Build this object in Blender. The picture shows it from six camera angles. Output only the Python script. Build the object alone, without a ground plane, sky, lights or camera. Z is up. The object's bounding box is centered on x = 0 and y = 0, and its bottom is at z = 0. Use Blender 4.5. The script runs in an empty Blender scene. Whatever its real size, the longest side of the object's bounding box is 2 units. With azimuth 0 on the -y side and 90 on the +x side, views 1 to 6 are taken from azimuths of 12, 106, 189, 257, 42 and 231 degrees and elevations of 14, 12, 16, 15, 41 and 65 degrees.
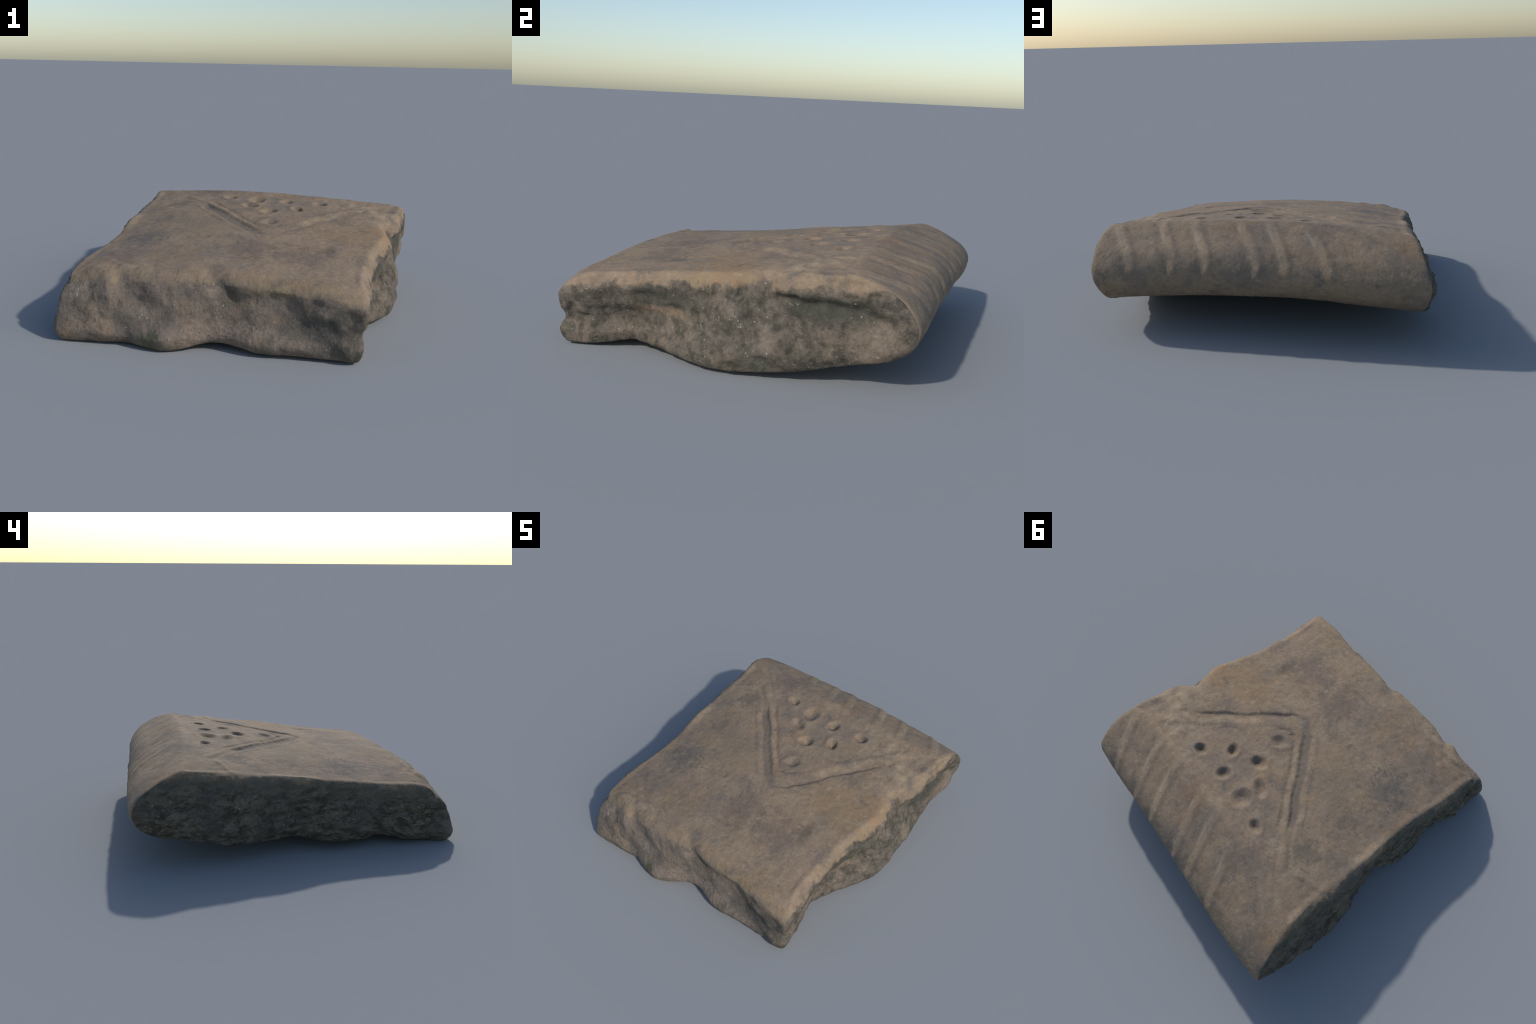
"""A fragment of a thick, hand-made pottery bowl: bevelled rim with slanting
slashes, curved outer wall with an incised double chevron and punched dots,
three rough broken edges and a plain hollow inner face."""
import bpy
import numpy as np

N = 400                       # cells along each side of the sherd
SUBS = (12, 8, 12, 12, 11, 9, 12)   # cells between the profile levels, outer face -> inner face


# ------------------------------------------------------------------ helpers
def outer_wall(x, y):
    """height of the curved outer wall of the bowl (before carving)"""
    return (0.5105 + 0.0125 * x + 0.1330 * y - 0.0925 * x * x + 0.0015 * x * y - 0.0179 * y * y
            + 0.0311 * x ** 3 + 0.0061 * x * x * y - 0.0264 * x * y * y - 0.0402 * y ** 3)


def smoothstep(a, b, t):
    t = np.clip((t - a) / (b - a), 0, 1)
    return t * t * (3 - 2 * t)


def hash3(ix, iy, iz, seed):
    with np.errstate(over="ignore"):
        h = (ix.astype(np.uint32) * np.uint32(374761393) + iy.astype(np.uint32) * np.uint32(668265263)
             + iz.astype(np.uint32) * np.uint32(2147483647) + np.uint32(seed) * np.uint32(97531))
        h = (h ^ (h >> np.uint32(13))) * np.uint32(1274126177)
        h = (h ^ (h >> np.uint32(16))) * np.uint32(2246822519)
        h = h ^ (h >> np.uint32(15))
    return h.astype(np.float64) / 4294967295.0


def noise(p, scale, seed):
    """smooth value noise in -1..1; feature size = scale (metres, per axis)"""
    q = p / np.asarray(scale) + 100.0
    i = np.floor(q).astype(np.int64)
    f = q - i
    f = f * f * f * (f * (f * 6 - 15) + 10)
    out = np.zeros(len(p))
    for dx in (0, 1):
        for dy in (0, 1):
            for dz in (0, 1):
                w = ((f[:, 0] if dx else 1 - f[:, 0]) * (f[:, 1] if dy else 1 - f[:, 1])
                     * (f[:, 2] if dz else 1 - f[:, 2]))
                out += w * hash3(i[:, 0] + dx, i[:, 1] + dy, i[:, 2] + dz, seed)
    return out * 2 - 1


def hermite(knots, values, t):
    """smooth curve through values (k, 3) at parameters knots, sampled at t"""
    knots, v = np.asarray(knots, float), np.asarray(values, float)
    d = np.diff(v, axis=0) / np.diff(knots)[:, None]
    m = np.empty_like(v)
    m[0], m[-1] = d[0], d[-1]
    h = np.diff(knots)[:, None]
    m[1:-1] = (h[1:] * d[:-1] + h[:-1] * d[1:]) / (h[1:] + h[:-1])
    k = np.clip(np.searchsorted(knots, t, side="right") - 1, 0, len(knots) - 2)
    w = (knots[k + 1] - knots[k])[:, None]
    s = ((t - knots[k]) / w[:, 0])[:, None]
    return ((2 * s ** 3 - 3 * s ** 2 + 1) * v[k] + (s ** 3 - 2 * s ** 2 + s) * w * m[k]
            + (-2 * s ** 3 + 3 * s ** 2) * v[k + 1] + (s ** 3 - s ** 2) * w * m[k + 1])


def path_distance(p, path):
    """distance of points p to a polyline, and the position along it 0..1"""
    path = np.asarray(path, float)
    seg = np.linalg.norm(np.diff(path, axis=0), axis=1)
    run = np.concatenate([[0], np.cumsum(seg)]) / seg.sum()
    best, along = np.full(len(p), 1e9), np.zeros(len(p))
    for a, b, r0, r1 in zip(path[:-1], path[1:], run[:-1], run[1:]):
        t = np.clip((p - a) @ (b - a) / ((b - a) @ (b - a)), 0, 1)
        d = np.linalg.norm(p - a - t[:, None] * (b - a), axis=1)
        near = d < best
        best = np.where(near, d, best)
        along = np.where(near, r0 + t * (r1 - r0), along)
    return best, along


# ------------------------------------------------ profiles of the four sides
# Each station: position along the side, then six (offset, height) pairs going
# down: crest, lip, upper wall, lower wall, foot, bottom edge.
CORNER_D = [(-0.760, -0.835, 0.305), (-0.789, -0.902, 0.235), (-0.796, -0.925, 0.17), (-0.800, -0.940, 0.11), (-0.802, -0.962, 0.05), (-0.780, -0.935, 0.004)]
CORNER_C = [(0.775, -0.838, 0.350), (0.813, -0.908, 0.285), (0.810, -0.908, 0.22), (0.788, -0.892, 0.145), (0.796, -0.918, 0.080), (0.765, -0.882, 0.010)]
CORNER_B = [(0.879, 0.580, 0.540), (0.904, 0.720, 0.492), (0.912, 0.811, 0.427), (0.913, 0.868, 0.332), (0.890, 0.848, 0.245), (0.85, 0.775, 0.176)]
CORNER_A = [(-0.792, 0.706, 0.534), (-0.842, 0.847, 0.480), (-0.877, 0.960, 0.409), (-0.891, 1.003, 0.328), (-0.866, 0.963, 0.241), (-0.84, 0.865, 0.178)]

FRONT_BREAK = [  # offsets are y, positions x
    (-0.60, (-0.800, 0.385), (-0.878, 0.315), (-0.935, 0.21), (-0.955, 0.13), (-0.962, 0.05), (-0.93, 0.004)),
    (-0.40, (-0.800, 0.400), (-0.885, 0.335), (-0.908, 0.22), (-0.940, 0.12), (-0.960, 0.05), (-0.92, 0.006)),
    (-0.20, (-0.800, 0.405), (-0.885, 0.345), (-0.920, 0.24), (-0.955, 0.13), (-1.000, 0.06), (-0.96, 0.002)),
    (0.05, (-0.800, 0.410), (-0.870, 0.355), (-0.885, 0.25), (-0.880, 0.15), (-0.888, 0.085), (-0.86, 0.040)),
    (0.20, (-0.805, 0.405), (-0.880, 0.345), (-0.882, 0.25), (-0.890, 0.15), (-0.918, 0.065), (-0.885, 0.023)),
    (0.45, (-0.805, 0.395), (-0.878, 0.335), (-0.868, 0.24), (-0.880, 0.15), (-0.925, 0.065), (-0.895, 0.016)),
    (0.65, (-0.825, 0.375), (-0.905, 0.305), (-0.910, 0.22), (-0.910, 0.13), (-0.912, 0.06), (-0.88, 0.014)),
]
SUNNY_BREAK = [  # offsets are x, positions y
    (-0.75, (0.760, 0.375), (0.803, 0.312), (0.785, 0.24), (0.752, 0.155), (0.758, 0.06), (0.738, 0.014)),
    (-0.55, (0.752, 0.398), (0.792, 0.339), (0.768, 0.265), (0.708, 0.17), (0.716, 0.09), (0.70, 0.046)),
    (-0.33, (0.768, 0.428), (0.808, 0.369), (0.788, 0.295), (0.750, 0.195), (0.780, 0.10), (0.77, 0.038)),
    (-0.19, (0.795, 0.445), (0.833, 0.385), (0.822, 0.310), (0.818, 0.205), (0.860, 0.10), (0.84, 0.026)),
    (-0.05, (0.820, 0.465), (0.860, 0.405), (0.860, 0.32), (0.885, 0.21), (0.905, 0.10), (0.87, 0.024)),
    (0.14, (0.795, 0.485), (0.838, 0.420), (0.862, 0.32), (0.893, 0.21), (0.905, 0.11), (0.87, 0.030)),
    (0.26, (0.842, 0.495), (0.882, 0.430), (0.865, 0.335), (0.880, 0.22), (0.890, 0.13), (0.855, 0.042)),
    (0.45, (0.875, 0.520), (0.910, 0.450), (0.885, 0.345), (0.875, 0.23), (0.870, 0.15), (0.83, 0.080)),
]
RIM = [  # offsets are y, positions x, listed from the sunny end
    (0.60, (0.570, 0.560), (0.724, 0.508), (0.833, 0.453), (0.893, 0.354), (0.880, 0.278), (0.81, 0.203)),
    (0.30, (0.588, 0.572), (0.750, 0.519), (0.860, 0.465), (0.914, 0.365), (0.903, 0.294), (0.838, 0.225)),
    (0.00, (0.612, 0.577), (0.779, 0.518), (0.888, 0.461), (0.942, 0.371), (0.931, 0.303), (0.865, 0.238)),
    (-0.30, (0.638, 0.569), (0.812, 0.511), (0.918, 0.447), (0.972, 0.362), (0.953, 0.291), (0.88, 0.230)),
    (-0.60, (0.671, 0.549), (0.836, 0.493), (0.947, 0.421), (0.995, 0.338), (0.970, 0.260), (0.88, 0.200)),
]
SHADY_BREAK = [  # offsets are x, positions y, listed from the rim end
    (0.40, (-0.775, 0.482), (-0.820, 0.42), (-0.858, 0.33), (-0.892, 0.24), (-0.905, 0.165), (-0.88, 0.105)),
    (0.20, (-0.772, 0.463), (-0.810, 0.40), (-0.833, 0.30), (-0.838, 0.20), (-0.830, 0.135), (-0.80, 0.088)),
    (0.03, (-0.765, 0.452), (-0.787, 0.38), (-0.790, 0.28), (-0.785, 0.18), (-0.775, 0.125), (-0.745, 0.085)),
    (-0.16, (-0.752, 0.410), (-0.778, 0.34), (-0.792, 0.25), (-0.812, 0.17), (-0.825, 0.095), (-0.795, 0.050)),
    (-0.34, (-0.750, 0.388), (-0.782, 0.32), (-0.797, 0.24), (-0.806, 0.16), (-0.810, 0.088), (-0.782, 0.046)),
    (-0.52, (-0.766, 0.368), (-0.788, 0.31), (-0.798, 0.23), (-0.797, 0.150), (-0.783, 0.085), (-0.752, 0.050)),
    (-0.66, (-0.767, 0.361), (-0.797, 0.30), (-0.818, 0.22), (-0.834, 0.150), (-0.818, 0.080), (-0.775, 0.024)),
    (-0.77, (-0.763, 0.345), (-0.791, 0.27), (-0.802, 0.19), (-0.808, 0.12), (-0.808, 0.060), (-0.78, 0.010)),
]


def side_rings(first, stations, last, along_x, shift=(0, 0, 0)):
    """profile levels 1..6 along one side, N samples (last corner excluded)"""
    cols = [first]
    for s, *pairs in stations:
        cols.append([(s, off, z) if along_x else (off, s, z) for off, z in pairs])
    cols.append(last)
    cols = np.array(cols)                                   # stations, 6, 3
    cols[1:-1] += shift
    mid = cols.mean(axis=1)
    run = np.concatenate([[0], np.cumsum(np.linalg.norm(np.diff(mid, axis=0), axis=1))])
    t = np.linspace(0, run[-1], N, endpoint=False)
    return np.stack([hermite(run, cols[:, k], t) for k in range(cols.shape[1])])


rings = np.concatenate([
    side_rings(CORNER_D, FRONT_BREAK, CORNER_C, True),
    side_rings(CORNER_C, SUNNY_BREAK, CORNER_B, False),
    side_rings(CORNER_B, RIM, CORNER_A, True),
    side_rings(CORNER_A, SHADY_BREAK, CORNER_D, False, (0.002, 0, 0))], axis=1)      # 6, 4N, 3


def soften(r, cells):
    """rounds a closed ring with a Gaussian"""
    k = np.arange(-4 * cells, 4 * cells + 1)
    w = np.exp(-0.5 * (k / cells) ** 2)
    w /= w.sum()
    out = np.zeros_like(r)
    for i, wi in zip(k, w):
        out += wi * np.roll(r, -i, axis=0)
    return out


rings = np.stack([soften(r, 5) for r in rings])
MID = np.array([0.0, -0.08])


def inset(ring, factor):
    return MID + (ring[:, :2] - MID) * factor


def on_wall(ring, factor):
    xy = inset(ring, factor)
    return np.column_stack([xy, outer_wall(xy[:, 0], xy[:, 1])])


def on_inside(ring, factor, rise):
    xy = inset(ring, factor)
    return np.column_stack([xy, ring[:, 2] + rise * (1 - factor) * 10])


levels = [on_wall(rings[0], 0.84), on_wall(rings[0], 0.93), *rings,
          on_inside(rings[5], 0.92, 0.022), on_inside(rings[5], 0.84, 0.022)]

# Catmull-Rom between the levels, column by column
rows, row_level = [], []
for i, sub in enumerate(SUBS):
    p0, p1, p2, p3 = levels[i:i + 4]
    d0, d1, d2 = (np.maximum(np.linalg.norm(b - a, axis=1), 1e-4)[:, None] ** 0.5
                  for a, b in ((p0, p1), (p1, p2), (p2, p3)))
    m1 = d1 * ((p1 - p0) / d0 - (p2 - p0) / (d0 + d1) + (p2 - p1) / d1)
    m2 = d1 * ((p2 - p1) / d1 - (p3 - p1) / (d1 + d2) + (p3 - p2) / d2)
    for s in np.arange(sub) / sub:
        rows.append((2 * s ** 3 - 3 * s ** 2 + 1) * p1 + (s ** 3 - 2 * s ** 2 + s) * m1
                    + (-2 * s ** 3 + 3 * s ** 2) * p2 + (s ** 3 - s ** 2) * m2)
        row_level.append(i + s)
rows.append(levels[8])
row_level.append(7.0)
rows, row_level = np.array(rows), np.array(row_level)
R, M = rows.shape[:2]


def patch(loop):
    """Coons patch spanning a closed loop of 4N points; returns (N+1, N+1, 3), [v, u]"""
    loop = np.concatenate([loop, loop[:1]])
    front, right = loop[:N + 1], loop[N:2 * N + 1]
    back, left = loop[2 * N:3 * N + 1][::-1], loop[3 * N:4 * N + 1][::-1]
    u = np.linspace(0, 1, N + 1)[None, :, None]
    v = np.linspace(0, 1, N + 1)[:, None, None]
    return ((1 - v) * front[None] + v * back[None] + (1 - u) * left[:, None] + u * right[:, None]
            - (1 - u) * (1 - v) * front[0] - u * (1 - v) * front[-1] - (1 - u) * v * back[0] - u * v * back[-1])


outer = patch(rows[0])
outer[..., 2] = outer_wall(outer[..., 0], outer[..., 1])
outer[..., 2] -= 0.011 * np.exp(-((outer[..., 0] + 0.05) ** 2 + (outer[..., 1] - 0.10) ** 2) / 0.40 ** 2)   # slightly flattened middle
inner = patch(rows[-1])
uu, vv = np.meshgrid(np.linspace(0, 1, N + 1), np.linspace(0, 1, N + 1))
inner[..., 2] += 0.055 * (4 * uu * (1 - uu)) * (4 * vv * (1 - vv)) ** 0.8    # hollow of the bowl

# ------------------------------------------------------------ one closed mesh
ring_id = np.arange(R * M).reshape(R, M)
inner_n = (N - 1) ** 2


def grid_ids(loop_ids, start):
    g = np.empty((N + 1, N + 1), np.int64)
    g[1:-1, 1:-1] = start + np.arange(inner_n).reshape(N - 1, N - 1)
    lp = np.concatenate([loop_ids, loop_ids[:1]])
    g[0, :] = lp[:N + 1]
    g[:, -1] = lp[N:2 * N + 1]
    g[-1, :] = lp[2 * N:3 * N + 1][::-1]
    g[:, 0] = lp[3 * N:][::-1]
    return g


top_id = grid_ids(ring_id[0], R * M)
low_id = grid_ids(ring_id[-1], R * M + inner_n)
co = np.concatenate([rows.reshape(-1, 3), outer[1:-1, 1:-1].reshape(-1, 3), inner[1:-1, 1:-1].reshape(-1, 3)])


def quads(g):
    return np.stack([g[:-1, :-1], g[:-1, 1:], g[1:, 1:], g[1:, :-1]], -1).reshape(-1, 4)


wrapped = np.concatenate([ring_id, ring_id[:, :1]], axis=1)
wall_faces = quads(wrapped)[:, ::-1]
faces = np.concatenate([quads(top_id), wall_faces, quads(low_id)[:, ::-1]])
n_top, n_wall = N * N, len(wall_faces)

# level and side of every vertex (0 outer face .. 7 inner face; side 0 front, 1 sunny, 2 rim, 3 shady)
v_level = np.concatenate([np.repeat(row_level, M), np.full(inner_n, -1.0), np.full(inner_n, 8.0)])
v_pos = np.concatenate([np.tile(np.arange(M) / N, R), np.full(2 * inner_n, -1.0)])


def normals(c):
    a = c[faces[:, 2]] - c[faces[:, 0]]
    b = c[faces[:, 3]] - c[faces[:, 1]]
    fn = np.cross(a, b)
    out = np.stack([np.bincount(faces.ravel(), np.repeat(fn[:, k], 4), len(c)) for k in range(3)], 1)
    return out / np.maximum(np.linalg.norm(out, axis=1), 1e-12)[:, None]


def around(c):
    """distance in side units to the rim side (0 inside it)"""
    return np.where(v_pos < 0, 9, np.maximum(0, np.abs(v_pos - 2.5) - 0.5))


# ------------------------------------------------------------------- relief
nrm = normals(co)
rim_mask = 1 - smoothstep(0.0, 0.04, around(co))
break_mask = smoothstep(0.75, 1.7, v_level) * (1 - smoothstep(5.6, 6.4, v_level)) * (1 - rim_mask)

# broken edges: lumps, pitting and grain
shade = smoothstep(0.60, 0.72, -co[:, 0]) * smoothstep(-0.94, -0.80, co[:, 1])
slant = co @ np.array([[1, 0, 0], [0, 0.9, -0.43], [0, 0.43, 0.9]])
ridged = 0.25 - np.abs(noise(co, (0.09, 0.12, 0.05), 41))         # chunky, chipped fracture of the shady side
sun_side = smoothstep(0.62, 0.72, co[:, 0])
chips = np.minimum(0, noise(co, (0.07, 0.06, 0.05), 45) + 0.15) + 0.12
push = break_mask * (0.009 * noise(co, 0.15, 3) + (0.0035 + 0.002 * sun_side) * noise(co, (0.06, 0.06, 0.05), 5) + (0.008 + 0.010 * sun_side) * chips
                     + (0.0016 + 0.003 * shade) * noise(co, 0.022, 7) + (0.0009 + 0.001 * shade) * noise(co, 0.010, 9)
                     + shade * (0.014 * ridged + 0.007 * noise(co, (0.06, 0.07, 0.022), 43) + 0.004 * noise(slant, (0.04, 0.05, 0.012), 47)))
# hollows and gullies of the breaks: path, radius, depth
HOLLOWS = [
    ([(0.04, -0.87, 0.35), (0.13, -0.88, 0.27)], 0.040, 0.026),
    ([(0.13, -0.88, 0.29), (0.40, -0.89, 0.285)], 0.045, 0.012),
    ([(0.55, -0.89, 0.29), (0.74, -0.91, 0.24)], 0.040, 0.016),
    ([(0.38, -0.89, 0.20), (0.55, -0.89, 0.185), (0.71, -0.90, 0.15)], 0.038, 0.014),
    ([(0.53, -0.91, 0.10), (0.66, -0.91, 0.06)], 0.035, 0.010),
    ([(-0.47, -0.87, 0.35), (-0.40, -0.89, 0.24), (-0.22, -0.92, 0.20)], 0.045, 0.014),
    ([(-0.62, -0.92, 0.25), (-0.40, -0.93, 0.06)], 0.045, 0.012),
    ([(0.77, -0.60, 0.285), (0.79, -0.25, 0.315)], 0.035, 0.004),
    ([(0.86, 0.22, 0.385), (0.89, 0.45, 0.375), (0.91, 0.62, 0.37), (0.91, 0.74, 0.32), (0.90, 0.79, 0.26)], 0.032, 0.024),
    ([(0.89, 0.11, 0.28), (0.90, 0.10, 0.15)], 0.035, 0.016),
    ([(0.88, 0.32, 0.28), (0.89, 0.31, 0.15)], 0.032, 0.014),
    ([(0.82, 0.16, 0.47), (0.84, 0.17, 0.36)], 0.028, 0.014),
    ([(-0.79, -0.30, 0.33), (-0.80, -0.45, 0.27)], 0.035, 0.014),
    ([(-0.80, -0.45, 0.27), (-0.80, -0.68, 0.19), (-0.81, -0.88, 0.175)], 0.022, 0.010),
    ([(-0.80, 0.12, 0.42), (-0.80, 0.11, 0.37)], 0.020, 0.012),
    ([(-0.86, 0.68, 0.36), (-0.85, 0.36, 0.27), (-0.82, 0.2, 0.24)], 0.035, 0.012),
    ([(-0.89, 0.90, 0.28), (-0.88, 0.78, 0.21), (-0.85, 0.55, 0.15)], 0.025, 0.010),
]
LEDGES = [
    ([(-0.52, -0.89, 0.32), (-0.53, -0.93, 0.20)], 0.045, 0.012),
    ([(0.76, -0.56, 0.225), (0.77, -0.32, 0.25)], 0.030, 0.006),
    ([(0.90, 0.22, 0.25), (0.90, 0.22, 0.12)], 0.040, 0.010),
    ([(0.92, 0.80, 0.28), (0.88, 0.66, 0.16)], 0.05, 0.008),
    ([(-0.80, -0.55, 0.10), (-0.80, -0.90, 0.09)], 0.05, 0.010),
    ([(0.68, -0.90, 0.17), (0.72, -0.90, 0.10)], 0.04, 0.012),
]
for path, radius, depth in HOLLOWS:
    d, _ = path_distance(co, path)
    push -= depth * np.exp(-(d / radius) ** 2) * break_mask
for path, radius, height in LEDGES:
    d, _ = path_distance(co, path)
    push += height * np.exp(-(d / radius) ** 2) * break_mask

# worn, hand-smoothed surfaces: very low waves
smooth_mask = 1 - break_mask
push += smooth_mask * (0.0035 * noise(co, 0.22, 11) + 0.0020 * noise(co, 0.075, 13) + 0.0009 * noise(co, 0.028, 15) + 0.0004 * noise(co, 0.012, 17))

lumpy = np.exp(-((co[:, 0] - 0.70) ** 2 + (co[:, 1] - 0.44) ** 2) / 0.17 ** 2) * (v_level < 1.2)
push += lumpy * (0.006 * noise(co, 0.055, 51) + 0.003 * noise(co, 0.03, 53))

# incised and punched decoration on the outer face (plan x, y)
up = smoothstep(0.25, 0.6, nrm[:, 2]) * (v_level < 3.4)
xy = co[:, :2]
wob = 0.007 * noise(co, 0.075, 21) + 0.004 * noise(co, 0.03, 22)
worn = 0.85 + 0.35 * noise(co, 0.16, 23)          # the carving is unevenly worn


def signed_path(p, path):
    """distance to a polyline with its sign (positive on the left of travel) and position along it"""
    path = np.asarray(path, float)
    seg = np.linalg.norm(np.diff(path, axis=0), axis=1)
    run = np.concatenate([[0], np.cumsum(seg)]) / seg.sum()
    best, along, sign = np.full(len(p), 1e9), np.zeros(len(p)), np.ones(len(p))
    for a, b, r0, r1 in zip(path[:-1], path[1:], run[:-1], run[1:]):
        e = b - a
        t = np.clip((p - a) @ e / (e @ e), 0, 1)
        d = np.linalg.norm(p - a - t[:, None] * e, axis=1)
        near = d < best
        best = np.where(near, d, best)
        along = np.where(near, r0 + t * (r1 - r0), along)
        sign = np.where(near, np.sign(e[0] * (p[:, 1] - a[1]) - e[1] * (p[:, 0] - a[0]) + 1e-12), sign)
    return best * sign, along


def bump(t, centre, width):
    return np.exp(-((t - centre) / width) ** 2)


CHEVRON = [(0.66, 0.375), (0.55, 0.24), (0.43, 0.088), (0.34, -0.037), (0.275, -0.125), (0.235, -0.172), (0.20, -0.202), (0.160, -0.220), (0.115, -0.220),
           (0.075, -0.203), (0.035, -0.172), (-0.02, -0.118), (-0.11, -0.015), (-0.22, 0.118), (-0.35, 0.27), (-0.47, 0.40), (-0.58, 0.52)]
INNER_LINE = [(0.595, 0.43), (0.485, 0.295), (0.365, 0.143), (0.26, 0.012), (0.205, -0.055), (0.175, -0.085), (0.145, -0.102), (0.112, -0.104), (0.080, -0.088),
              (0.045, -0.055), (0.0, -0.008), (-0.045, 0.042), (-0.155, 0.173), (-0.285, 0.325), (-0.405, 0.455), (-0.50, 0.56)]
DOTS = [(0.379, 0.422, 0.042, 0.024), (0.253, 0.275, 0.049, 0.027), (0.162, 0.42, 0.047, 0.021), (0.093, 0.205, 0.052, 0.025),
        (-0.058, 0.308, 0.058, 0.015), (-0.037, 0.425, 0.062, 0.018), (0.133, 0.005, 0.054, 0.015), (-0.222, 0.478, 0.044, 0.021)]
SLASHES = [[(-0.17, 0.585), (-0.20, 0.66), (-0.345, 0.955)], [(0.02, 0.555), (0.0, 0.63), (-0.125, 0.935)], [(0.19, 0.555), (0.165, 0.62), (0.02, 0.925)], [(0.45, 0.53), (0.42, 0.60), (0.29, 0.90)], [(0.65, 0.50), (0.61, 0.58), (0.475, 0.885)], [(0.90, 0.50), (0.86, 0.60), (0.71, 0.87)]]

feature = np.full(len(co), -1)          # 0.. dots, 10 outer chevron, 11 inner chevron, 20.. slashes
t, along = signed_path(xy, CHEVRON)
wander = 0.010 * noise(co, 0.17, 61)
t = -t + wob + wander                          # inward distance from the outer line
ti = -signed_path(xy, INNER_LINE)[0] + wob + wander * 0.7   # inward distance from the inner line
turn = smoothstep(0.36, 0.50, along)           # 0 on the sunny arm, 1 on the shady arm
fade = smoothstep(0.0, 0.10, along) * (1 - smoothstep(0.80, 0.90, along)) * worn
# sunny arm: sharp outer line, long slope up to a low ridge, then a broken second line
arm_a = np.where(t < 0, -0.013 * bump(t, 0, 0.014), -0.013 * (1 - smoothstep(0, 0.062, t))) + 0.003 * bump(ti, -0.022, 0.016) - 0.005 * bump(ti, 0.008, 0.012) * smoothstep(-0.2, 0.4, noise(co, 0.08, 25))
# shady arm: wide flat channel, raised ridge, narrower inner line
arm_b = -0.012 * smoothstep(-0.012, 0.012, t) * (1 - smoothstep(0.042, 0.068, t)) + 0.0040 * bump(ti, -0.014, 0.015) - 0.008 * bump(ti, 0.016, 0.016) + 0.004 * bump(t, -0.026, 0.014)
push += up * fade * ((1 - turn) * arm_a + turn * arm_b)
# beyond the channel's end the two lines run on, faintly, toward the shady break
tail = smoothstep(0.78, 0.88, along) * (1 - smoothstep(0.97, 1.0, along))
push += up * tail * 0.003 * (-bump(t, 0.02, 0.016) + bump(t, 0.05, 0.02) - bump(t, 0.085, 0.016))
feature[(t > -0.02) & (t < 0.075) & (up > 0.3) & (along > 0.01) & (along < 0.95)] = 10
feature[(t > 0.08) & (t < 0.125) & (up > 0.3) & (along > 0.08) & (along < 0.90)] = 11
for i, (x, y, r, deep) in enumerate(DOTS):
    stretch, turn = 0.78 + 0.10 * np.sin(4 * i + 1), 2.2 * i
    ex, ey = xy[:, 0] - x, xy[:, 1] - y
    ex, ey = ex * np.cos(turn) + ey * np.sin(turn), (ey * np.cos(turn) - ex * np.sin(turn)) / stretch
    d = np.hypot(ex, ey) + wob * 0.8
    bowl = (1 - smoothstep(r * 0.12, r * 1.18, d))
    tilt = 1.1 + 0.22 * np.clip(ex / r, -1, 1)           # punched at a slant
    push -= up * 1.2 * deep * bowl * tilt
    push += up * 0.0035 * np.exp(-((d - r * 1.35) / (r * 0.35)) ** 2) * (0.5 + 0.5 * np.sin(np.arctan2(ey, ex) + i))
    feature[(d < r * 1.1) & (up > 0.3)] = i
slash_up = smoothstep(-0.15, 0.3, nrm[:, 2]) * (v_level < 4.7)
for i, path in enumerate(SLASHES):
    t, along = signed_path(xy, path)
    t, d = t + wob * 0.7, np.abs(t - 0.015)
    half = 0.045
    power = (0.45, 0.65, 0.85, 0.85, 0.6, 0.75)[i]
    # narrow cut with the clay pushed up beside it
    push += slash_up * power * worn * smoothstep(0.08, 0.40, along) * (-0.0085 * np.where(t > 0, bump(t, 0, 0.022), bump(t, 0, 0.030)) + 0.0060 * bump(t, 0.046, 0.020))
    feature[(d < half) & (along > 0.1) & (v_level > 0.5) & (v_level < 4.4) & (v_pos >= 2) & (v_pos <= 3)] = 20 + i

# small accidents of the outer face: a pit with a scraped ridge, a stuck lump, a chip, a rib
for path, radius, height in [([(0.545, -0.37), (0.53, -0.345)], 0.022, -0.005), ([(0.50, -0.32), (0.44, -0.37)], 0.016, 0.0025),
                             ([(0.76, 0.30), (0.70, 0.34)], 0.035, 0.008), ([(-0.56, -0.78), (-0.52, -0.80)], 0.030, -0.012),
                             ([(-0.60, 0.47), (-0.68, 0.44), (-0.75, 0.42)], 0.018, 0.005), ([(0.60, 0.40), (0.70, 0.52)], 0.03, 0.004),
                             ([(-0.55, -0.70), (-0.40, -0.81)], 0.02, -0.006), ([(0.81, 0.15), (0.86, 0.16)], 0.035, -0.012)]:
    d, _ = path_distance(xy, path)
    push += up * height * np.exp(-(d / radius) ** 2)

co = co + nrm * push[:, None]
co[:, 2] = np.where(co[:, 2] < 0.004, 0.0005 + 0.0035 * np.exp((co[:, 2] - 0.004) / 0.0035), co[:, 2])    # rests on flattened spots
nrm = normals(co)

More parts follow.
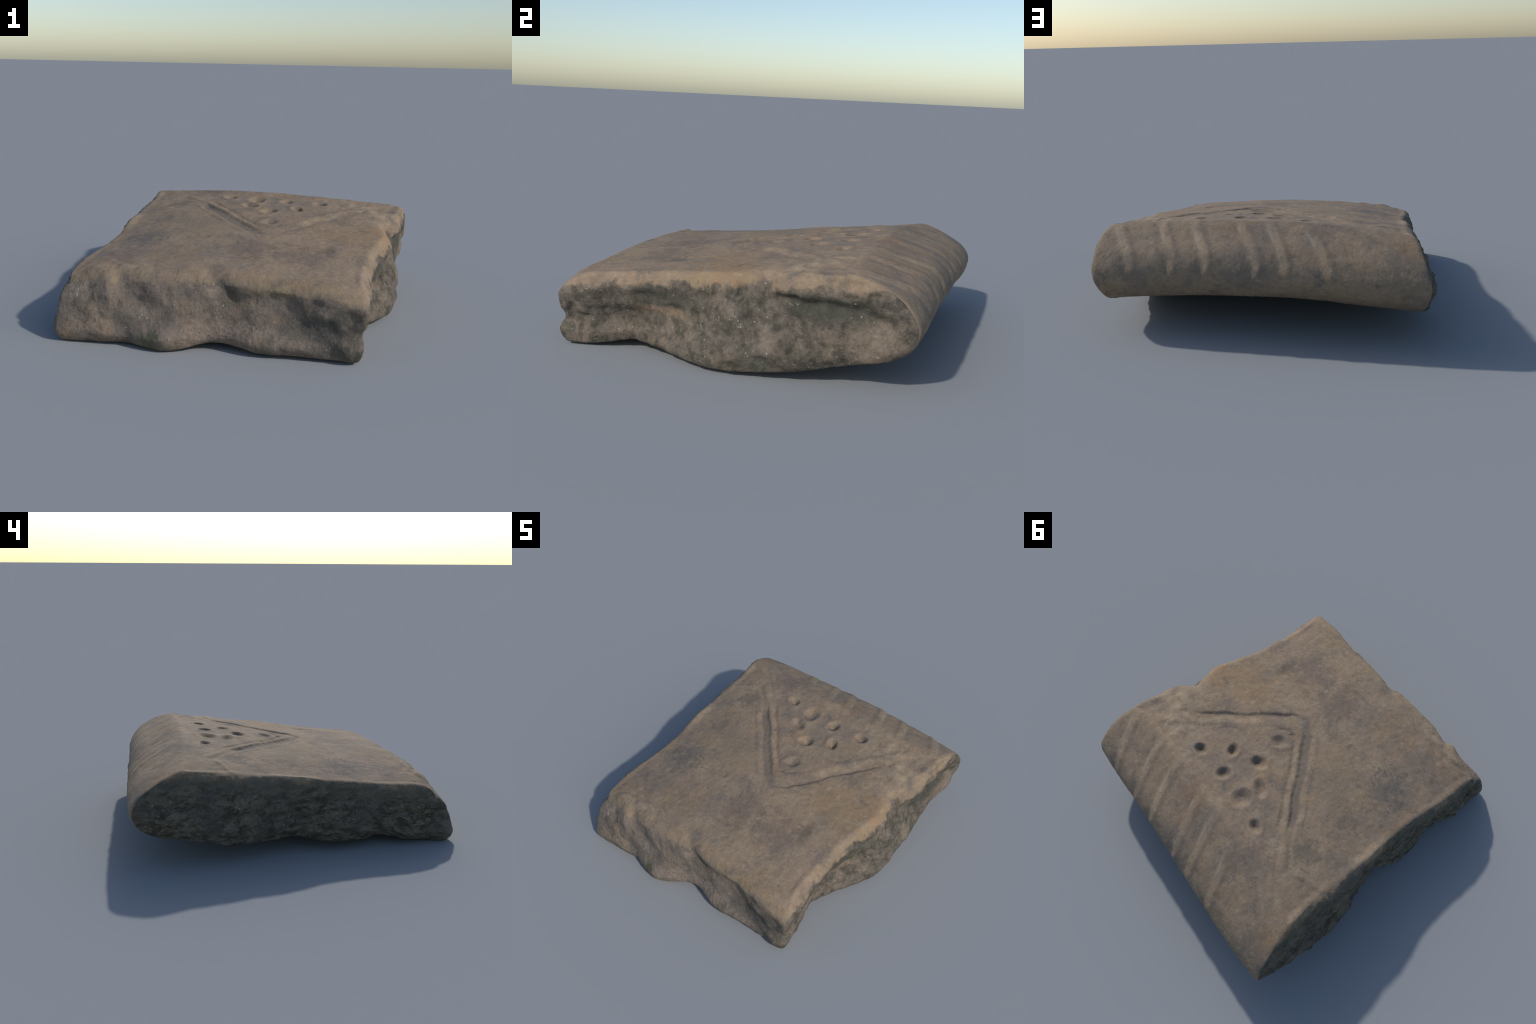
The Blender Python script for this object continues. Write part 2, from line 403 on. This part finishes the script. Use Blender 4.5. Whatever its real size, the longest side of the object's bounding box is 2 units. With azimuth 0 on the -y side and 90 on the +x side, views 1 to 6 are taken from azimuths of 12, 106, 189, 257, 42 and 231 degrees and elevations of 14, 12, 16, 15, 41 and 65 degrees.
# -------------------------------------------------------- faces -> named parts
f_level = v_level[faces].mean(1)
f_pos = np.concatenate([np.full(n_top, -1.0), (np.tile(np.arange(M), R - 1) + 0.5) / N, np.full(len(faces) - n_top - n_wall, -1.0)])
side = np.where(f_pos < 0, -1, np.minimum(f_pos, 3.999)).astype(int)
f_feat = np.where((feature[faces] == feature[faces][:, :1]).all(1), feature[faces][:, 0], -1)
fc = co[faces].mean(1)
edge = np.where(side == 3, 1.0, 1.25) + np.where(side == 3, 0.14, 0.22) * noise(fc, 0.05, 31)
part = np.full(len(faces), "outer_face", dtype="U24")
part[(side >= 0) & (side != 2) & (f_level > edge)] = "broken_edge"
part[(side == 2) & (f_level > 0.8)] = "rim"
part[(side >= 0) & (f_level > 6.2)] = "inner_face"
part[n_top + n_wall:] = "inner_face"


# ------------------------------------------------------------------ materials
def new_material(name):
    m = bpy.data.materials.new(name)
    m.use_nodes = True
    m.node_tree.nodes.clear()
    return m


class Graph:
    """small helper that wires shader nodes"""

    def __init__(self, mat):
        self.t = mat.node_tree
        self.obj = self.add("ShaderNodeTexCoord").outputs["Object"]
        sep = self.add("ShaderNodeSeparateXYZ")
        self.t.links.new(self.obj, sep.inputs[0])
        self.x, self.y, self.z = sep.outputs

    def add(self, kind, **props):
        n = self.t.nodes.new(kind)
        for k, v in props.items():
            setattr(n, k, v)
        return n

    def put(self, socket, value):
        if isinstance(value, bpy.types.NodeSocket):
            self.t.links.new(value, socket)
        else:
            socket.default_value = value

    def math(self, op, a, b=0.0, c=0.0, clamp=False):
        n = self.add("ShaderNodeMath", operation=op, use_clamp=clamp)
        for s, v in zip(n.inputs, (a, b, c)):
            self.put(s, v)
        return n.outputs[0]

    def noise(self, scale, detail=3.0, rough=0.55, stretch=(1, 1, 1), shift=(0, 0, 0), warp=0.0):
        mp = self.add("ShaderNodeMapping")
        self.put(mp.inputs["Vector"], self.obj)
        mp.inputs["Scale"].default_value = stretch
        mp.inputs["Location"].default_value = shift
        n = self.add("ShaderNodeTexNoise")
        self.put(n.inputs["Vector"], mp.outputs[0])
        n.inputs["Scale"].default_value = scale
        n.inputs["Detail"].default_value = detail
        n.inputs["Roughness"].default_value = rough
        n.inputs["Distortion"].default_value = warp
        return n.outputs["Fac"]

    def step(self, v, a, b):
        n = self.add("ShaderNodeMapRange", interpolation_type="SMOOTHSTEP")
        self.put(n.inputs["Value"], v)
        n.inputs["From Min"].default_value = a
        n.inputs["From Max"].default_value = b
        return n.outputs[0]

    def mix(self, f, a, b, blend="MIX"):
        n = self.add("ShaderNodeMix", data_type="RGBA", blend_type=blend)
        self.put(n.inputs[0], f)
        for s, v in ((n.inputs[6], a), (n.inputs[7], b)):
            self.put(s, v if isinstance(v, bpy.types.NodeSocket) else (*v, 1.0))
        return n.outputs[2]

    def near(self, centre, radius, rough=0.0, noise_out=None, stretch=(1, 1, 1)):
        """soft blob mask around a point on the object"""
        parts = []
        for axis, c, s in zip((self.x, self.y, self.z), centre, stretch):
            parts.append(self.math("MULTIPLY", self.math("SUBTRACT", axis, c), s))
        cb = self.add("ShaderNodeCombineXYZ")
        for s, v in zip(cb.inputs, parts):
            self.put(s, v)
        ln = self.add("ShaderNodeVectorMath", operation="LENGTH")
        self.put(ln.inputs[0], cb.outputs[0])
        d = ln.outputs["Value"]
        if noise_out is not None:
            d = self.math("ADD", d, self.math("MULTIPLY", self.math("SUBTRACT", noise_out, 0.5), rough))
        return self.math("SUBTRACT", 1.0, self.step(d, radius * 0.35, radius))

    def voronoi(self, scale, out="Distance", stretch=(1, 1, 1)):
        mp = self.add("ShaderNodeMapping")
        self.put(mp.inputs["Vector"], self.obj)
        mp.inputs["Scale"].default_value = stretch
        v = self.add("ShaderNodeTexVoronoi")
        self.put(v.inputs["Vector"], mp.outputs[0])
        v.inputs["Scale"].default_value = scale
        return v.outputs[out]

    def finish(self, colour, rough, height, strength, dist):
        b = self.add("ShaderNodeBump")
        b.inputs["Strength"].default_value = strength
        b.inputs["Distance"].default_value = dist
        self.put(b.inputs["Height"], height)
        p = self.add("ShaderNodeBsdfPrincipled")
        self.put(p.inputs["Base Color"], colour)
        self.put(p.inputs["Roughness"], rough)
        p.inputs["Specular IOR Level"].default_value = 0.25
        self.put(p.inputs["Normal"], b.outputs[0])
        o = self.add("ShaderNodeOutputMaterial")
        self.put(o.inputs["Surface"], p.outputs[0])


TAN = (0.268, 0.198, 0.134)
OCHRE = (0.270, 0.189, 0.118)
MAUVE = (0.213, 0.165, 0.123)
GREY = (0.135, 0.117, 0.100)
PALE = (0.335, 0.272, 0.190)
RUST = (0.300, 0.190, 0.106)
PINK = (0.282, 0.205, 0.145)
UMBER = (0.150, 0.112, 0.078)


def clay_colour(g):
    """worn fired-clay skin of the outer face, rim and inner face"""
    big = g.noise(3.2, 5, 0.65, warp=0.6)
    mid = g.noise(8.5, 6, 0.7, shift=(3, 1, 2), warp=0.5)
    streak = g.noise(22.0, 5, 0.7, stretch=(1.0, 0.55, 1.3), shift=(1, 5, 0), warp=0.3)
    fine = g.noise(75.0, 3, 0.6)
    grit = g.noise(38.0, 5, 0.75, shift=(6, 1, 3))
    c = g.mix(g.step(big, 0.44, 0.60), TAN, MAUVE)
    c = g.mix(g.math("MULTIPLY", g.step(g.noise(4.2, 5, 0.65, shift=(7, 2, 4), warp=0.5), 0.50, 0.62), 0.65), c, OCHRE)
    c = g.mix(g.math("MULTIPLY", g.step(g.noise(6.0, 5, 0.65, shift=(2, 9, 1), warp=0.4), 0.53, 0.66), 0.6), c, PINK)
    c = g.mix(g.math("MULTIPLY", g.step(mid, 0.53, 0.68), 0.65), c, GREY)
    c = g.mix(g.math("MULTIPLY", g.step(mid, 0.46, 0.32), 0.40), c, PALE)
    c = g.mix(g.math("MULTIPLY", g.step(streak, 0.54, 0.72), 0.50), c, PALE)
    c = g.mix(g.math("MULTIPLY", g.step(streak, 0.46, 0.30), 0.50), c, UMBER)
    blotch = g.noise(15.0, 6, 0.75, shift=(4, 4, 4), warp=0.5)
    for centre, r, strength, tint in [((-0.50, -0.31, 0.44), 0.17, 0.75, (0.115, 0.105, 0.094)), ((-0.53, 0.05, 0.50), 0.12, 0.55, (0.145, 0.117, 0.10)),
                                      ((-0.545, 0.36, 0.53), 0.11, 0.65, (0.128, 0.110, 0.09)), ((0.39, -0.50, 0.41), 0.17, 0.55, (0.15, 0.118, 0.10)),
                                      ((0.12, -0.49, 0.43), 0.17, 0.55, (0.155, 0.112, 0.088)), ((-0.50, -0.62, 0.38), 0.13, 0.45, (0.165, 0.122, 0.096)),
                                      ((0.545, -0.37, 0.43), 0.05, 0.6, (0.12, 0.09, 0.06)), ((-0.33, 0.64, 0.56), 0.18, 0.6, (0.145, 0.113, 0.096)),
                                      ((0.50, 0.17, 0.50), 0.15, 0.55, (0.15, 0.128, 0.105)), ((-0.75, 0.90, 0.42), 0.14, 0.5, (0.145, 0.125, 0.10)),
                                      ((0.15, 0.02, 0.50), 0.12, 0.45, (0.16, 0.13, 0.105)), ((0.30, -0.08, 0.48), 0.10, 0.45, (0.15, 0.12, 0.10)),
                                      ((0.735, 0.32, 0.49), 0.085, 0.65, (0.36, 0.285, 0.19)), ((0.62, 0.45, 0.52), 0.12, 0.45, (0.34, 0.27, 0.18)),
                                      ((0.80, -0.02, 0.44), 0.15, 0.6, RUST), ((0.62, -0.10, 0.46), 0.24, 0.45, (0.265, 0.172, 0.09)),
                                      ((-0.80, 0.80, 0.46), 0.13, 0.45, RUST), ((0.17, 0.65, 0.55), 0.13, 0.4, (0.225, 0.128, 0.082)),
                                      ((-0.30, -0.10, 0.49), 0.25, 0.35, (0.245, 0.190, 0.118)), ((0.75, -0.70, 0.38), 0.2, 0.35, (0.30, 0.215, 0.155))]:
        c = g.mix(g.math("MULTIPLY", g.near(centre, r, 0.75 * r / 0.15, blotch), strength * 0.85), c, tint)
    speck = g.math("SUBTRACT", 1.0, g.step(g.voronoi(34.0), 0.06, 0.13))
    rare = g.step(g.noise(9.0, 2, 0.5, shift=(8, 8, 1)), 0.54, 0.64)
    c = g.mix(g.math("MULTIPLY", g.math("MULTIPLY", speck, rare), 0.65), c, (0.06, 0.048, 0.036))
    c = g.mix(0.45, c, g.mix(grit, (0.10, 0.10, 0.10), (0.90, 0.90, 0.90)), "OVERLAY")
    c = g.mix(0.30, c, g.mix(fine, (0.2, 0.2, 0.2), (0.8, 0.8, 0.8)), "OVERLAY")
    return c, fine, streak


def path_mask(g, path, half, soft):
    """mask along a plan polyline, in nodes: 1 inside the stroke"""
    best = None
    for (x0, y0), (x1, y1) in zip(path[:-1], path[1:]):
        lx, ly = x1 - x0, y1 - y0
        ll = lx * lx + ly * ly
        dx, dy = g.math("SUBTRACT", g.x, x0), g.math("SUBTRACT", g.y, y0)
        t = g.math("DIVIDE", g.math("ADD", g.math("MULTIPLY", dx, lx), g.math("MULTIPLY", dy, ly)), ll, clamp=True)
        ex = g.math("SUBTRACT", dx, g.math("MULTIPLY", t, lx))
        ey = g.math("SUBTRACT", dy, g.math("MULTIPLY", t, ly))
        d = g.math("SQRT", g.math("ADD", g.math("MULTIPLY", ex, ex), g.math("MULTIPLY", ey, ey)))
        best = d if best is None else g.math("MINIMUM", best, d)
    best = g.math("ADD", best, g.math("MULTIPLY", g.math("SUBTRACT", g.noise(18.0, 3), 0.5), soft * 1.2))
    return g.math("SUBTRACT", 1.0, g.step(best, half - soft, half + soft))


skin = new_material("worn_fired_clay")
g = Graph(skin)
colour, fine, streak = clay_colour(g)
# grey tint on chevron's left arm floor, sunlit walls of rim slashes painted pale
colour = g.mix(g.math("MULTIPLY", path_mask(g, [(x + 0.022, y + 0.020) for x, y in CHEVRON[8:15]], 0.026, 0.018), 0.5), colour, (0.140, 0.122, 0.102))
above_lip = g.step(g.z, 0.37, 0.41)
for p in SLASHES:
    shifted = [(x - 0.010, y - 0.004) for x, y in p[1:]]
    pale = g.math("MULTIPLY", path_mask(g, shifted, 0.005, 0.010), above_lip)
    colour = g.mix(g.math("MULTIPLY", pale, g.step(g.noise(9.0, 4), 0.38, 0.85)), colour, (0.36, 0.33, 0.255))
    beside = [(x - 0.058, y - 0.020) for x, y in p[1:]]  # shaded flank of the pushed-up clay, drawn as a dark stroke
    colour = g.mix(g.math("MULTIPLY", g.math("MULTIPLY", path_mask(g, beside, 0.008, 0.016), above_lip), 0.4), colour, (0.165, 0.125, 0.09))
h = g.math("ADD", g.math("MULTIPLY", fine, 0.5), g.math("MULTIPLY", streak, 0.8))
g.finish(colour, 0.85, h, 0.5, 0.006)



def broken_fabric(which):
    """rough fracture; which = 0 front, 1 sunny, 3 shady side"""
    mat = new_material(("pinkish", "mossy", "", "dark_mottled")[which] + "_clay_fracture")
    g = Graph(mat)
    skin_colour, fine, streak = clay_colour(g)
    lump = g.noise(9.0, 5, 0.65, warp=0.3)
    grain = g.noise(50.0, 5, 0.8, shift=(2, 2, 2))
    warm = g.mix(g.step(lump, 0.35, 0.65), (0.235, 0.186, 0.146), (0.175, 0.142, 0.114))
    warm = g.mix(g.math("MULTIPLY", g.step(g.noise(5.0, 3, 0.6, shift=(5, 1, 1)), 0.52, 0.66), 0.6), warm, (0.27, 0.195, 0.13))
    if which == 1:
        warm = g.mix(0.35, warm, (0.150, 0.125, 0.095))
    if which == 3:
        seam = g.noise(17.0, 7, 0.78, stretch=(1.0, 0.65, 1.6), shift=(3, 7, 2), warp=0.5)
        dark = g.mix(g.step(seam, 0.41, 0.60), (0.062, 0.056, 0.038), (0.186, 0.156, 0.115))  # crevice shadow baked into the colour by high-contrast noise
    else:
        seam = g.noise(15.0, 6, 0.78, shift=(3, 7, 2), warp=0.3)
        dark = g.mix(g.step(seam, 0.40, 0.62), (0.062, 0.057, 0.044), (0.150, 0.127, 0.100))
    if which == 3:
        purple = g.step(g.noise(4.0, 4, 0.6, shift=(1, 1, 5)), 0.45, 0.62)
        dark = g.mix(g.math("MULTIPLY", purple, 0.5), dark, (0.130, 0.108, 0.094))
    # dark tone: all over the shady break, in patches on the sunny one
    shady = 1.0 if which == 3 else 0.0
    sunny = 1.0 if which == 1 else g.step(g.x, 0.62, 0.80)
    patchy = g.noise(6.5, 4, 0.6, shift=(1, 3, 6))
    moss = g.math("MAXIMUM", g.math("MULTIPLY", shady, g.step(patchy, 0.22, 0.40)),
                  g.math("MULTIPLY", sunny, g.math("MULTIPLY", g.step(patchy, 0.33, 0.50), 0.9)))
    moss = g.math("MAXIMUM", moss, g.math("MULTIPLY", g.step(patchy, 0.56, 0.68), 0.6))
    fab = g.mix(moss, warm, dark)
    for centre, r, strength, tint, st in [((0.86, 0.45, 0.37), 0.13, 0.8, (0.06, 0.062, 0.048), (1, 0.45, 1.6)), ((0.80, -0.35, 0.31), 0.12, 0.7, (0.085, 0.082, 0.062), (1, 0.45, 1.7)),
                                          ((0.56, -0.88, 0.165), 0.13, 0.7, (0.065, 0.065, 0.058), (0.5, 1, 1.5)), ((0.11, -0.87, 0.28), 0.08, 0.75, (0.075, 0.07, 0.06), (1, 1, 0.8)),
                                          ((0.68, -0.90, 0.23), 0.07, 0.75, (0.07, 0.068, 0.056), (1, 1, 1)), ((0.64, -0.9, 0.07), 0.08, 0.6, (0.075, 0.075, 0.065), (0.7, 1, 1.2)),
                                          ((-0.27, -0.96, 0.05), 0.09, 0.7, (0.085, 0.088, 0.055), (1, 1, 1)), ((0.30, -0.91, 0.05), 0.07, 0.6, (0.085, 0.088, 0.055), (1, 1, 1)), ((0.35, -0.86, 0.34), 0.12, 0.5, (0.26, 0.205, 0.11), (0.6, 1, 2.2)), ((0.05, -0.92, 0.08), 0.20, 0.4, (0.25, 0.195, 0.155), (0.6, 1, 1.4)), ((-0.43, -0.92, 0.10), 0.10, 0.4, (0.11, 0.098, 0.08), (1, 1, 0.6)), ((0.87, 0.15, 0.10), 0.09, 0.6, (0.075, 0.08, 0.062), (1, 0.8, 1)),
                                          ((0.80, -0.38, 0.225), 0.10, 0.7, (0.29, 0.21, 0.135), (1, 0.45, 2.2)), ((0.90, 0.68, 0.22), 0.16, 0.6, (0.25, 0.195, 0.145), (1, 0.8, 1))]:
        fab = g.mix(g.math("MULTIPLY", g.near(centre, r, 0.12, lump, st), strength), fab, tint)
    # quartz and grog temper: angular grains of mixed size, thick in some places
    cell = g.voronoi(70.0)
    sp = g.add("ShaderNodeSeparateColor")
    g.put(sp.inputs[0], g.voronoi(70.0, "Color"))
    size = g.math("MULTIPLY_ADD", sp.outputs[2], 0.30, 0.08)
    core = g.math("SUBTRACT", 1.0, g.step(g.math("DIVIDE", cell, size), 0.5, 1.1))
    thick = g.step(g.noise(5.5, 3, 0.6, shift=(9, 2, 2)), 0.38, 0.56)
    white = g.math("MULTIPLY", g.math("MULTIPLY", core, g.math("GREATER_THAN", sp.outputs[0], 0.74)), thick)
    black = g.math("MULTIPLY", core, g.math("LESS_THAN", sp.outputs[1], 0.14))
    fab = g.mix(g.math("MULTIPLY", white, 0.65), fab, (0.42, 0.385, 0.34))
    fab = g.mix(g.math("MULTIPLY", black, 0.65), fab, (0.04, 0.037, 0.032))
    fab = g.mix(0.75, fab, g.mix(grain, (0.0, 0.0, 0.0), (1.0, 1.0, 1.0)), "OVERLAY")
    # the clay skin wraps over the lip before the fracture begins: depth under the outer wall
    x2, y2 = g.math("MULTIPLY", g.x, g.x), g.math("MULTIPLY", g.y, g.y)
    wall = g.math("MULTIPLY_ADD", g.x, 0.0125, 0.5141)
    for term, k in ((g.y, 0.133), (x2, -0.0925), (y2, -0.0179), (g.math("MULTIPLY", x2, g.x), 0.0311),
                    (g.math("MULTIPLY", y2, g.x), -0.0264), (g.math("MULTIPLY", y2, g.y), -0.0402)):
        wall = g.math("MULTIPLY_ADD", term, k, wall)
    depth = g.math("SUBTRACT", wall, g.z)
    reach = g.math("ADD", depth, g.math("MULTIPLY", g.math("SUBTRACT", g.noise(11.0, 5, 0.7), 0.5), 0.16))
    limit = g.math("ADD", 0.055, g.math("MULTIPLY", shady, -0.045))
    skin_edge = g.math("SUBTRACT", 1.0, g.step(g.math("SUBTRACT", reach, limit), -0.015, 0.022))
    worn = g.mix(g.math("MULTIPLY", g.step(g.noise(6.0, 4, 0.65, shift=(1, 1, 8)), 0.4, 0.65), 0.5), skin_colour, (0.30, 0.225, 0.140))
    fab = g.mix(skin_edge, fab, worn)
    if which == 3:      # paler, drier band under the lip
        band = g.math("SUBTRACT", 1.0, g.step(reach, 0.03, 0.12))
        fab = g.mix(g.math("MULTIPLY", g.math("SUBTRACT", band, g.math("MULTIPLY", band, skin_edge)), 0.55), fab, (0.160, 0.142, 0.105))
    h = g.math("ADD", g.math("MULTIPLY", grain, 1.0), g.math("MULTIPLY", g.math("SUBTRACT", 1.0, g.step(cell, 0.0, 0.5)), 0.25))
    g.finish(fab, 0.9, h, 0.8 if which == 3 else 0.6, 0.010 if which == 3 else 0.008)
    return mat


fabric = {k: broken_fabric(k) for k in (0, 1, 3)}


# -------------------------------------------------------------- make objects
root = bpy.data.objects.new("pottery_sherd", None)
root.empty_display_size = 0.2
root["label"] = "thick weathered pottery rim fragment with incised chevron and dots"
root["category"] = "pottery sherd"
bpy.context.collection.objects.link(root)


def make_part(name, mask, material, parent):
    f = faces[mask]
    used, inv = np.unique(f, return_inverse=True)
    f = inv.reshape(-1, 4)
    me = bpy.data.meshes.new(name)
    me.vertices.add(len(used))
    me.vertices.foreach_set("co", co[used].astype(np.float32).ravel())
    me.loops.add(f.size)
    me.loops.foreach_set("vertex_index", f.astype(np.int32).ravel())
    me.polygons.add(len(f))
    me.polygons.foreach_set("loop_start", np.arange(0, f.size, 4, dtype=np.int32))
    me.update(calc_edges=True)
    me.shade_smooth()
    me.normals_split_custom_set_from_vertices(nrm[used].astype(np.float32))
    me.materials.append(material)
    ob = bpy.data.objects.new(name, me)
    ob.parent = parent
    bpy.context.collection.objects.link(ob)
    return ob


outer_face = make_part("outer_face", (part == "outer_face") & (f_feat < 0), skin, root)
rim = make_part("rim", (part == "rim") & (f_feat < 0), skin, root)
for s in (0, 1, 3):
    make_part("broken_edge", (part == "broken_edge") & (side == s), fabric[s], root)
make_part("inner_face", part == "inner_face", skin, root)
rest = (part == "outer_face") | (part == "rim")
for i in range(len(DOTS)):
    make_part("punched_dot", rest & (f_feat == i), skin, outer_face)
make_part("incised_chevron", rest & (f_feat == 10), skin, outer_face)
make_part("incised_chevron", rest & (f_feat == 11), skin, outer_face)
for i in range(len(SLASHES)):
    make_part("slash_groove", rest & (f_feat == 20 + i), skin, rim)
# anything with a feature tag that fell on a broken edge was kept there by 'part'
